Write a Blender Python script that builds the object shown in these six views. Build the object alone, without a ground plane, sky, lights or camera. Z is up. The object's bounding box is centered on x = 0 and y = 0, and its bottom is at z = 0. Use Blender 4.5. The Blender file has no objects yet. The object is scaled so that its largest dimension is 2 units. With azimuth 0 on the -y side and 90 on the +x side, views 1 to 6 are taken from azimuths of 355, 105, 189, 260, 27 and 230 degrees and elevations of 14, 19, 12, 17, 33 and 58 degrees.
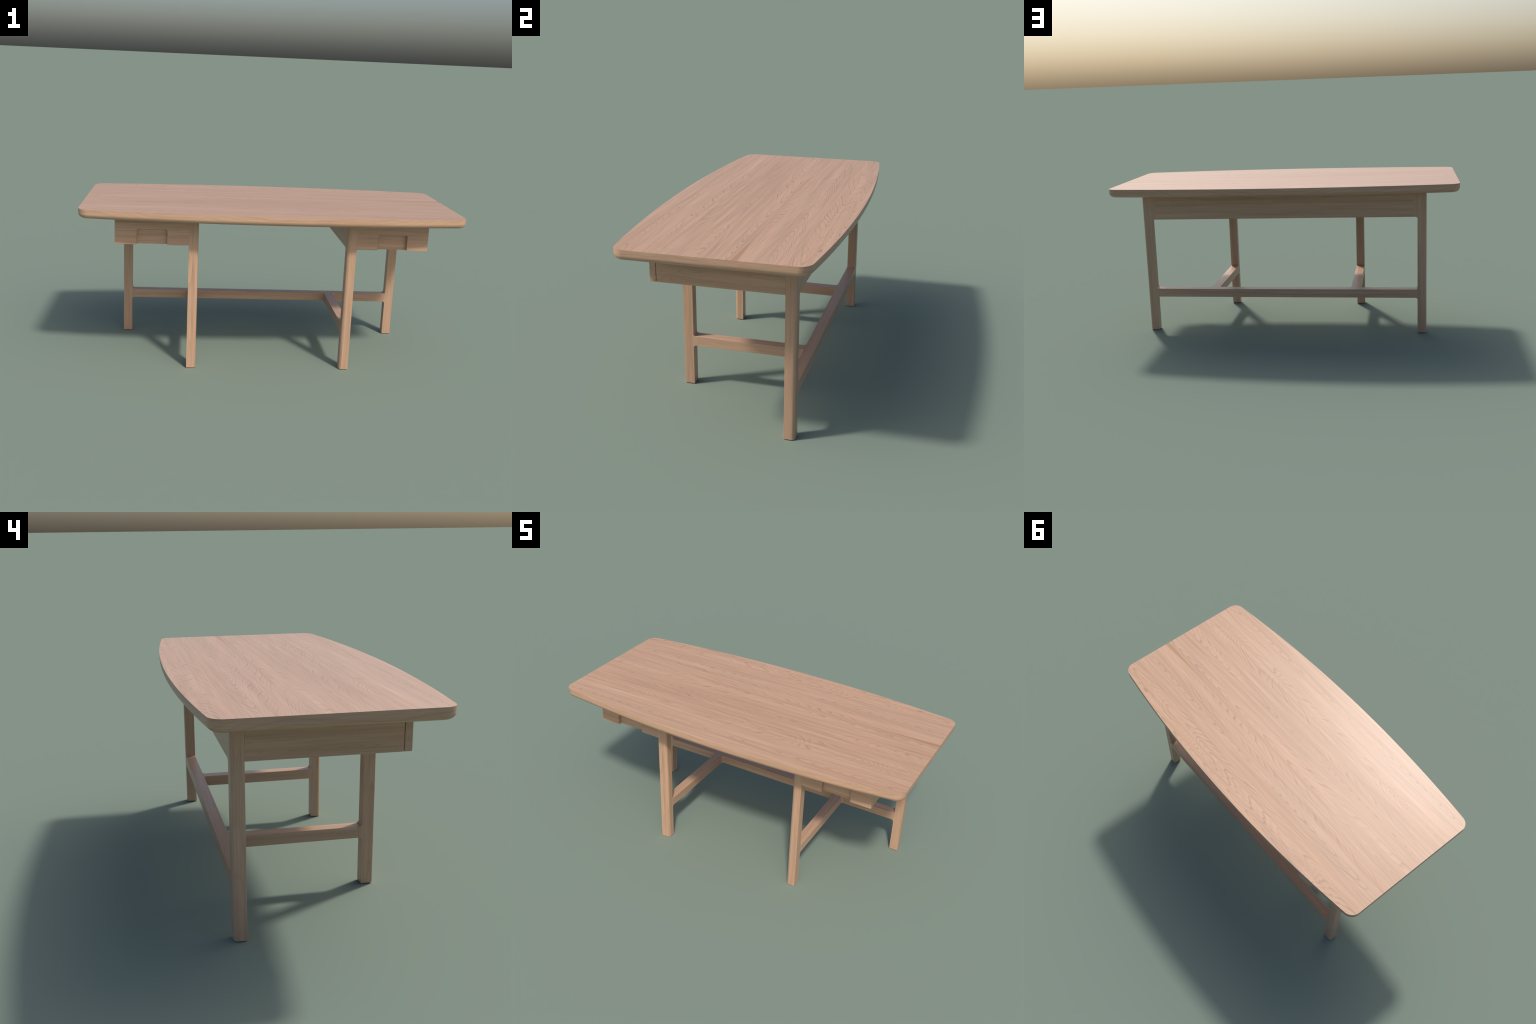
import bpy, bmesh, math
from mathutils import Vector

# ------------------------------------------------------------------ sizes (metres)
TOP_Z, UNDER_Z = 0.870, 0.822          # table top surface / underside
HALF_L, HALF_W, BOW = 1.000, 0.4785, 0.0670   # half length, half width at the middle, bow of the long sides
CORNER_R, EDGE_R = 0.055, 0.026
APRON_Z = 0.677                        # lower edge of aprons, panels and drawers
RAIL_LO, RAIL_HI = 0.207, 0.256        # stretcher
FIL = 0.0125                           # milled fillet radius at the joints
STUB = 0.0225                          # length of the milled stub that belongs to the leg
EMBED = UNDER_Z + 0.002
BX0, BX1, BY0, BY1 = 0.773, 0.823, 0.276, 0.326      # back legs
FX0, FX1, FY0, FY1 = 0.392, 0.442, -0.323, -0.275    # front legs

# ------------------------------------------------------------------ node helpers
class Tree:
    def __init__(self, name):
        self.mat = bpy.data.materials.new(name)
        self.mat.use_nodes = True
        self.t = self.mat.node_tree
        self.t.nodes.clear()
    def node(self, kind, **kw):
        n = self.t.nodes.new(kind)
        for k, v in kw.items():
            setattr(n, k, v)
        return n
    def put(self, sock, v):
        if isinstance(v, bpy.types.NodeSocket):
            self.t.links.new(v, sock)
        else:
            sock.default_value = v
    def m(self, op, a, b=0.0, c=0.0, clamp=False):
        n = self.node("ShaderNodeMath", operation=op, use_clamp=clamp)
        for s, v in zip(n.inputs, (a, b, c)):
            self.put(s, v)
        return n.outputs[0]
    def add(self, *xs):
        r = xs[0]
        for x in xs[1:]:
            r = self.m("ADD", r, x)
        return r
    def mul(self, *xs):
        r = xs[0]
        for x in xs[1:]:
            r = self.m("MULTIPLY", r, x)
        return r
    def sub(self, a, b):
        return self.m("SUBTRACT", a, b)
    def vec(self, x, y, z):
        n = self.node("ShaderNodeCombineXYZ")
        for s, v in zip(n.inputs, (x, y, z)):
            self.put(s, v)
        return n.outputs[0]
    def noise(self, v, scale=1.0, detail=2.0, rough=0.5):
        """fractal noise centred on zero, about -1..1"""
        n = self.node("ShaderNodeTexNoise", noise_dimensions="3D")
        self.put(n.inputs["Vector"], v)
        n.inputs["Scale"].default_value = scale
        n.inputs["Detail"].default_value = detail
        n.inputs["Roughness"].default_value = rough
        return self.m("MULTIPLY_ADD", n.outputs[0], 2.0, -1.0)
    def gauss(self, x, centre, width):
        q = self.m("DIVIDE", self.sub(x, centre), width)
        return self.m("POWER", math.e, self.mul(q, q, -1.0))
    def ridge(self, x, centre, width, tip=0.010):
        """tent with a slightly rounded tip: makes pointed cathedral arches"""
        d = self.sub(x, centre)
        d = self.m("SQRT", self.m("MULTIPLY_ADD", d, d, tip * tip))
        return self.m("POWER", math.e, self.m("DIVIDE", self.sub(tip, d), width))
    def smooth(self, x, a, b):
        n = self.node("ShaderNodeMapRange", interpolation_type="SMOOTHSTEP")
        self.put(n.inputs[0], x)
        n.inputs[1].default_value, n.inputs[2].default_value = a, b
        return n.outputs[0]
    def ramp(self, f, stops):
        n = self.node("ShaderNodeValToRGB")
        self.put(n.inputs[0], f)
        els = n.color_ramp.elements
        while len(els) < len(stops):
            els.new(0.5)
        for e, (p, c) in zip(els, stops):
            e.position, e.color = p, (*c, 1.0) if len(c) == 3 else c
        return n.outputs[0]
    def mix(self, f, a, b, mode="MIX"):
        n = self.node("ShaderNodeMix", data_type="RGBA", blend_type=mode, clamp_factor=True)
        self.put(n.inputs[0], f)
        for s, v in ((n.inputs[6], a), (n.inputs[7], b)):
            self.put(s, v if isinstance(v, bpy.types.NodeSocket) else (*v, 1.0))
        return n.outputs[2]

LIGHT = (0.570, 0.365, 0.246)
MID   = (0.495, 0.303, 0.195)
DARK  = (0.310, 0.178, 0.104)
ROSE  = (0.515, 0.298, 0.186)
STREAK = (0.390, 0.208, 0.110)

def ring_lines(T, R):
    """growth rings: a fractional ring position -> darkness 0..1, each ring with its own strength"""
    fr = T.m("FRACT", R)
    prof = T.ramp(fr, [(0.0, (0.0,)*3), (0.50, (0.06,)*3), (0.80, (0.55,)*3), (0.90, (1.0,)*3), (1.0, (0.0,)*3)])
    wn = T.node("ShaderNodeTexWhiteNoise", noise_dimensions="1D")
    T.put(wn.inputs["W"], T.m("FLOOR", R))
    strength = T.m("MULTIPLY_ADD", wn.outputs["Value"], 0.75, 0.25)
    return T.mul(prof, strength)

def finish(T, col, height, bump=0.06):
    b = T.node("ShaderNodeBsdfPrincipled")
    T.put(b.inputs["Base Color"], col)
    b.inputs["Roughness"].default_value = ROUGH
    b.inputs["Specular IOR Level"].default_value = 0.5
    bp = T.node("ShaderNodeBump")
    bp.inputs["Strength"].default_value = bump
    bp.inputs["Distance"].default_value = 0.001
    T.put(bp.inputs["Height"], height)
    T.put(b.inputs["Normal"], bp.outputs[0])
    o = T.node("ShaderNodeOutputMaterial")
    T.put(o.inputs[0], b.outputs[0])
    return T.mat

ROUGH = 0.37

def colour(T, rings, fibre, broad, tint, ring_amount=0.62):
    base = T.mix(T.m("MULTIPLY_ADD", broad, 0.9, 0.5, clamp=True), LIGHT, MID)
    base = T.mix(T.m("MULTIPLY_ADD", tint, 0.8, 0.15, clamp=True), base, ROSE)
    c = T.mix(T.mul(rings, ring_amount), base, DARK)
    f = T.m("MULTIPLY_ADD", fibre, 0.20, 1.0)
    return T.mix(1.0, c, T.vec(f, f, f), mode="MULTIPLY")

def position(T):
    g = T.node("ShaderNodeNewGeometry")
    s = T.node("ShaderNodeSeparateXYZ")
    T.put(s.inputs[0], g.outputs["Position"])
    return g, s.outputs

def plain_wood(name, axis, seed, wide=False):
    """straight-grained oak whose grain runs along one axis"""
    T = Tree(name)
    _, p = position(T)
    along = p[axis]
    c1, c2 = [p[i] for i in range(3) if i != axis]
    v = lambda a, b: T.vec(T.mul(along, a), T.add(T.mul(c1, b), seed), T.mul(c2, b))
    R = T.add(T.mul(T.noise(v(0.45, 13.0), detail=1.0), 13.0),
              T.mul(T.noise(v(3.0, 22.0), detail=2.0), 0.6))
    if wide:
        R = T.add(R, T.mul(T.gauss(p[2], 0.715, 0.028), T.m("MULTIPLY_ADD", T.noise(v(1.6, 0.5)), 12.0, 4.0)))
    rings = ring_lines(T, R)
    fibre = T.add(T.noise(v(5.0, 160.0), detail=3.0), T.mul(T.noise(v(1.2, 55.0), detail=2.0), 1.2))
    broad = T.noise(v(0.8, 14.0), detail=2.0)
    tint = T.noise(v(1.1, 26.0), detail=2.0)
    c = colour(T, rings, fibre, broad, tint, 0.42)
    return finish(T, c, T.sub(fibre, rings), 0.05)

def top_wood():
    """table-top veneer: six flitches with cathedrals, eyes, a mineral streak and a knot"""
    T = Tree("oak_top")
    g, p = position(T)
    x0, y0, z = p
    w = lambda a, b, s=0.0: T.vec(T.mul(x0, a), T.add(T.mul(y0, b), s), T.mul(z, 3.0))
    # slow wander of the grain
    y = T.add(y0, T.mul(T.noise(w(1.2, 4.0, 3.3), detail=1.0), 0.012),
              T.mul(T.noise(w(9.0, 14.0, 9.1), detail=1.0), 0.0025))
    x = T.add(x0, T.mul(T.noise(w(2.0, 22.0, 5.7), detail=1.0), 0.025))
    terms = []
    # growth rings climb along x; three pointed cathedrals (arches towards -x) alternate with
    # valleys whose arches point to +x, about 0.31 m apart
    d = T.m("PINGPONG", T.sub(y, 0.246), 0.157)
    dr = T.sub(T.m("SQRT", T.m("MULTIPLY_ADD", d, d, 0.008 ** 2)), 0.008)
    dc = T.m("MULTIPLY_ADD", T.m("COSINE", T.mul(d, math.pi / 0.157)), -0.0785, 0.0785)
    terms.append(T.mul(T.m("MULTIPLY_ADD", T.noise(w(4.0, 0.4, 2.9)), 0.035, x), 14.5))
    terms.append(T.mul(T.add(T.mul(dr, 0.55), T.mul(dc, 0.45)), -118.0))
    # the middle cathedral has a zigzag edge
    terms.append(T.mul(T.noise(w(24.0, 55.0, 1.7), detail=2.0), T.smooth(x0, 0.25, 0.6), T.gauss(y, -0.075, 0.05), 0.75))
    # a row of eyes in the valley in front of it
    eyes = T.add(T.mul(T.gauss(x, 0.89, 0.10), 4.0), T.mul(T.gauss(x, 0.44, 0.09), 3.0),
                 T.mul(T.gauss(x, -0.50, 0.14), 2.0), T.mul(T.gauss(x, 0.10, 0.14), 1.5), T.mul(T.smooth(x, -0.80, -0.60), 2.8))
    terms.append(T.mul(T.gauss(y, -0.226, 0.038), eyes))
    terms.append(T.mul(T.gauss(y, 0.406, 0.040), T.add(T.mul(T.gauss(x, 0.43, 0.10), 3.5), T.mul(T.smooth(x, 0.85, 0.15), 2.3),
                                                       T.mul(T.gauss(x, 0.78, 0.09), 4.0))))
    terms.append(T.mul(T.gauss(y, 0.089, 0.040), 3.0))
    # blunt tip of the middle cathedral
    terms.append(T.mul(T.gauss(y, -0.074, 0.026), T.smooth(x0, 0.2, 0.55), -2.8))
    terms.append(T.mul(T.gauss(y, -0.055, 0.030), T.gauss(x, -0.86, 0.09), 3.5))
    # knot near the back edge
    kx, ky = T.m("DIVIDE", T.sub(x0, -0.605), 2.3), T.sub(y0, 0.416)
    kd = T.m("SQRT", T.add(T.mul(kx, kx), T.mul(ky, ky)))
    knot = T.m("POWER", math.e, T.mul(kd, -42.0))
    terms.append(T.mul(knot, 9.0))
    # wandering straight grain, calmer where the cathedrals stand
    calm = T.add(T.gauss(y, 0.246, 0.060), T.mul(T.gauss(y, -0.074, 0.055), T.smooth(x0, 0.0, 0.35)),
                 T.mul(T.gauss(y, -0.378, 0.055), T.smooth(x0, 0.1, 0.5)))
    calm = T.m("MULTIPLY_ADD", calm, -0.70, 1.0)
    terms.append(T.mul(T.noise(w(0.28, 10.0, 0.4), detail=1.0), calm, 10.0))
    terms.append(T.mul(T.noise(w(3.0, 18.0, 2.2), detail=2.0), 0.40))
    R = T.add(*terms)
    rings = ring_lines(T, R)
    rings = T.mul(rings, T.m("MULTIPLY_ADD", T.noise(w(1.3, 11.0, 7.7)), 0.55, 0.85, clamp=True))
    fibre = T.add(T.noise(w(5.0, 170.0), detail=3.0), T.mul(T.noise(w(1.0, 60.0, 4.0), detail=2.0), 1.1))
    broad = T.add(T.noise(w(0.5, 9.0, 8.0), detail=2.0), T.mul(T.gauss(y, 0.187, 0.012), T.smooth(x0, 0.2, -0.6), 0.9))
    tint = T.add(T.noise(w(0.8, 17.0, 6.0), detail=2.0), T.mul(T.gauss(y, 0.187, 0.010), T.smooth(x0, 0.2, -0.6), 0.8))
    ctop = colour(T, rings, fibre, broad, tint, 1.0)
    # mineral streaks
    def streak(xa, xb, yc, width, s):
        band = T.mul(T.smooth(x0, xa, xa + 0.16), T.smooth(x0, xb, xb - 0.05))
        wid = T.m("MULTIPLY_ADD", T.smooth(x0, xa, xb), width, 0.001)
        q = T.m("DIVIDE", T.sub(T.add(y, T.mul(T.noise(w(6, 90, s)), 0.002)), yc), wid)
        return T.mul(T.m("LESS_THAN", T.m("ABSOLUTE", q), 1.0), band)
    soft = T.m("MULTIPLY_ADD", T.noise(w(3.0, 120.0, 3.0)), 0.20, 0.78)
    st = T.m("MAXIMUM", streak(0.64, 1.06, 0.109, 0.013, 1.0),
             T.mul(streak(-0.56, -0.38, -0.247, 0.008, 5.0), 0.8))
    ctop = T.mix(T.mul(st, soft), ctop, STREAK)
    ctop = T.mix(T.mul(T.m("POWER", knot, 3.0), 0.35), ctop, STREAK)
    # edge band: its own strip of veneer with sloping grain
    e = lambda a, b, s=0.0: T.vec(T.mul(x0, a), T.add(T.mul(y0, a), s), T.mul(z, b))
    Re = T.add(T.mul(z, 48.0), T.mul(x0, x0, -7.0), T.mul(y0, 5.0), T.mul(T.noise(e(1.4, 1.0), detail=1.0), 6.0),
               T.mul(T.noise(e(12.0, 20.0), detail=2.0), 0.5))
    re = ring_lines(T, Re)
    fe = T.add(T.noise(e(9.0, 240.0, 2.0), detail=3.0), T.mul(T.noise(e(2.0, 90.0, 2.0)), 0.8))
    ce = colour(T, re, fe, T.noise(e(1.5, 25.0)), T.noise(e(1.5, 40.0, 6.0)), 0.40)
    s = T.node("ShaderNodeSeparateXYZ")
    T.put(s.inputs[0], g.outputs["Normal"])
    flat = T.m("GREATER_THAN", s.outputs[2], 0.6)
    c = T.mix(flat, ce, ctop)
    return finish(T, c, T.sub(fibre, rings), 0.05)

MAT = {"top": top_wood(),
       "x": plain_wood("oak_along_x", 0, 1.3), "y": plain_wood("oak_along_y", 1, 4.1),
       "z": plain_wood("oak_upright", 2, 7.7), "apron": plain_wood("oak_panel_along_x", 0, 2.9, True),
       "panel": plain_wood("oak_panel_along_y", 1, 6.4, True)}

# ------------------------------------------------------------------ geometry helpers
def new_object(name, bm, mat, parent, smooth=32):
    me = bpy.data.meshes.new(name)
    bmesh.ops.recalc_face_normals(bm, faces=bm.faces[:])
    centre = sum((v.co for v in bm.verts), Vector()) / len(bm.verts)
    for v in bm.verts:
        v.co -= centre
    bm.to_mesh(me)
    bm.free()
    me.materials.append(mat)
    me.shade_smooth()
    me.set_sharp_from_angle(angle=math.radians(smooth))
    ob = bpy.data.objects.new(name, me)
    bpy.context.collection.objects.link(ob)
    ob.location = centre - (parent.location if parent.name == "writing_desk" else Vector(parent.location))
    ob.parent = parent
    wn = ob.modifiers.new("even_shading", "WEIGHTED_NORMAL")
    wn.keep_sharp = True
    wn.mode = "FACE_AREA_WITH_ANGLE"
    return ob

def arc(cx, cy, r, a0, a1, n=7):
    return [(cx + r * math.cos(math.radians(a0 + (a1 - a0) * i / n)),
             cy + r * math.sin(math.radians(a0 + (a1 - a0) * i / n))) for i in range(n + 1)]

def prism(bm, outline, place, lo, hi):
    """extrude a 2D outline; place(u, v, w) maps outline u, v and depth w into space"""
    a = [bm.verts.new(place(u, v, lo)) for u, v in outline]
    b = [bm.verts.new(place(u, v, hi)) for u, v in outline]
    bm.faces.new(a)
    bm.faces.new(b[::-1])
    for i in range(len(a)):
        j = (i + 1) % len(a)
        bm.faces.new((a[j], a[i], b[i], b[j]))

def box(bm, x0, x1, y0, y1, z0, z1):
    prism(bm, [(x0, y0), (x1, y0), (x1, y1), (x0, y1)], lambda u, v, w: (u, v, w), z0, z1)

def round_upright_edge(bm, x, y, r, n=8):
    es = [e for e in bm.edges if all(abs(v.co.x - x) < 1e-4 and abs(v.co.y - y) < 1e-4 for v in e.verts)]
    bmesh.ops.bevel(bm, geom=es, offset=r, segments=n, profile=0.5, affect="EDGES")

def ease(bm, seams=(), width=0.0008):
    """break the sharp edges, but not those in the butt-joint planes (axis, value)"""
    bm.normal_update()
    es = []
    for e in bm.edges:
        if len(e.link_faces) != 2 or e.calc_face_angle(0) < math.radians(35):
            continue
        if any(all(abs(v.co[ax] - val) < 2e-4 for v in e.verts) for ax, val in seams):
            continue
        es.append(e)
    bmesh.ops.bevel(bm, geom=es, offset=width, segments=1, affect="EDGES", clamp_overlap=True)

# ------------------------------------------------------------------ the desk
desk = bpy.data.objects.new("writing_desk", None)
bpy.context.collection.objects.link(desk)
desk["label"] = "pale oak writing desk with bowed top and two drawers"
desk["category"] = "desk"

def top_outline(per_side=72):
    """bowed rectangle with rounded corners; returns (point, outward normal) pairs, anticlockwise"""
    edge = lambda x: HALF_W - BOW * x * x
    # corner circle tangent to the end (x = HALF_L) and to the bowed side
    cx = HALF_L - CORNER_R
    xt = cx
    for _ in range(30):
        slope = -2 * BOW * xt
        n = Vector((-slope, 1)).normalized()
        cy = edge(xt) - n.y * CORNER_R
        xt = cx + n.x * CORNER_R
    quarter = []
    a1 = math.atan2(n.y, n.x)
    for i in range(17):
        a = a1 * i / 16
        d = Vector((math.cos(a), math.sin(a)))
        quarter.append((Vector((cx, cy)) + d * CORNER_R, d))
    for i in range(1, per_side // 2 + 1):
        x = xt * (1 - i / (per_side // 2))
        quarter.append((Vector((x, edge(x))), Vector((2 * BOW * x, 1)).normalized()))
    flip = lambda sx, sy, pts: [(Vector((p.x * sx, p.y * sy)), Vector((d.x * sx, d.y * sy))) for p, d in pts]
    q1 = quarter
    q2 = flip(-1, 1, quarter[:-1][::-1])
    q3 = flip(-1, -1, quarter)
    q4 = flip(1, -1, quarter[:-1][::-1])
    return q1 + q2 + q3 + q4

def build_top():
    bm = bmesh.new()
    pts = top_outline()
    prof = [(0.0, TOP_Z)]
    zr = UNDER_Z + 0.0245
    for i in range(11):
        a = math.pi / 2 * i / 10
        prof.append((EDGE_R * (1 - math.cos(a)), zr - (zr - UNDER_Z) * math.sin(a)))
    rings = [[bm.verts.new((p.x - d.x * off, p.y - d.y * off, z)) for p, d in pts] for off, z in prof]
    for r0, r1 in zip(rings, rings[1:]):
        for i in range(len(pts)):
            j = (i + 1) % len(pts)
            bm.faces.new((r0[i], r0[j], r1[j], r1[i]))
    bm.faces.new(rings[0])
    bm.faces.new(rings[-1])
    return new_object("tabletop", bm, MAT["top"], desk, 40)

build_top()

# --- back legs: upright with milled stubs for the apron and the long stretcher
def back_leg(s):
    o = [(BX1, 0.0), (BX1, EMBED), (BX0 - STUB, EMBED), (BX0 - STUB, APRON_Z)]
    o += arc(BX0 - FIL, APRON_Z - FIL, FIL, 90, 0)
    o += arc(BX0 - FIL, RAIL_HI + FIL, FIL, 0, -90)
    o += [(BX0 - STUB, RAIL_HI), (BX0 - STUB, RAIL_LO)]
    o += arc(BX0 - FIL, RAIL_LO - FIL, FIL, 90, 0)
    o += [(BX0, 0.0)]
    bm = bmesh.new()
    prism(bm, o, lambda u, v, w: (s * u, w, v), BY0, BY1)
    round_upright_edge(bm, s * BX1, BY1, 0.017)
    ease(bm, [(0, s * (BX0 - STUB)), (2, EMBED)])
    new_object("back_leg", bm, MAT["z"], desk)

def front_leg(s):
    o = [(FY0, 0.0), (FY1, 0.0)]
    o += arc(FY1 + FIL, RAIL_LO - FIL, FIL, 180, 90)
    o += [(FY1 + STUB, RAIL_LO), (FY1 + STUB, RAIL_HI)]
    o += arc(FY1 + FIL, RAIL_HI + FIL, FIL, 270, 180)
    o += arc(FY1 + FIL, APRON_Z - FIL, FIL, 180, 90)
    o += [(FY1 + STUB, APRON_Z), (FY1 + STUB, EMBED), (FY0, EMBED)]
    bm = bmesh.new()
    prism(bm, o, lambda u, v, w: (s * w, u, v), FX0, FX1)
    round_upright_edge(bm, s * FX0, FY0, 0.018)
    ease(bm, [(1, FY1 + STUB), (2, EMBED)])
    new_object("front_leg", bm, MAT["z"], desk)

def cross_stretcher(s):
    """from the front leg back to the long stretcher, flaring into it with two fillets"""
    y1 = BY0
    o = [(FX0, FY1 + STUB), (FX1, FY1 + STUB)]
    o += arc(FX1 + FIL, y1 - FIL, FIL, 180, 90)
    o += arc(FX0 - FIL, y1 - FIL, FIL, 90, 0)
    bm = bmesh.new()
    prism(bm, o, lambda u, v, w: (s * u, v, w), RAIL_LO, RAIL_HI)
    ease(bm, [(1, FY1 + STUB), (1, y1)])
    new_object("cross_stretcher", bm, MAT["y"], desk)

def slab(name, mat, x0, x1, y0, y1, z0, z1, seams=(), parent=desk):
    bm = bmesh.new()
    box(bm, x0, x1, y0, y1, z0, z1)
    ease(bm, seams)
    return new_object(name, bm, mat, parent)

NX0, NX1, NZ = 0.554, 0.711, 0.7595     # finger notch in the drawer front
DY0, DY1, DREC = FY0 + 0.0003, -0.2945, -0.3015  # drawer front: face, back, recessed face

def drawer(s):
    x0, x1 = FX1 - 0.003, BX1
    r = 0.008
    o = [(x0, APRON_Z), (NX0, APRON_Z)] + arc(NX0 + r, NZ - r, r, 180, 90, 5) + arc(NX1 - r, NZ - r, r, 90, 0, 5)
    o += [(NX1, APRON_Z), (x1, APRON_Z), (x1, EMBED), (x0, EMBED)]
    bm = bmesh.new()
    prism(bm, o, lambda u, v, w: (s * u, w, v), DY0, DY1)
    ease(bm, [(2, EMBED), (0, s * x0)], 0.0008)
    front = new_object("drawer", bm, MAT["x"], desk)
    xs = lambda a, b: (min(s * a, s * b), max(s * a, s * b))
    # drawer box: recessed face that shows in the notch, sides, bottom and back
    bm = bmesh.new()
    bx0, bx1, by1, bz = 0.452, 0.798, 0.240, APRON_Z + 0.004
    box(bm, *xs(NX0 - 0.004, NX1 + 0.004), DREC, DY1 - 0.001, APRON_Z + 0.0006, NZ + 0.004)
    box(bm, *xs(bx0, bx0 + 0.010), DY1, by1, bz, 0.806)
    box(bm, *xs(bx1 - 0.010, bx1), DY1, by1, bz, 0.806)
    box(bm, *xs(bx0 + 0.010, bx1 - 0.010), by1 - 0.010, by1, bz, 0.806)
    box(bm, *xs(bx0 + 0.010, bx1 - 0.010), DY1, by1 - 0.010, bz + 0.004, bz + 0.010)
    b = new_object("drawer_box", bm, MAT["x"], front)

for s in (-1, 1):
    back_leg(s)
    front_leg(s)
    cross_stretcher(s)
    xs = lambda a, b: (min(s * a, s * b), max(s * a, s * b))
    slab("side_panel", MAT["panel"], *xs(0.804, BX1), DY1 + 0.0024, BY0, APRON_Z, EMBED, [(1, BY0), (2, EMBED)])
    slab("inner_panel", MAT["panel"], *xs(FX0, FX0 + 0.020), FY1 + STUB, BY1 - 0.025, APRON_Z, EMBED,
         [(1, FY1 + STUB), (1, BY1 - 0.025), (2, EMBED)])
    drawer(s)

xa = BX0 - STUB
slab("back_apron", MAT["apron"], -xa, xa, BY1 - 0.025, BY1, APRON_Z, EMBED, [(0, -xa), (0, xa), (2, EMBED)])
slab("long_stretcher", MAT["x"], -xa, xa, BY0, BY1, RAIL_LO, RAIL_HI, [(0, -xa), (0, xa)])
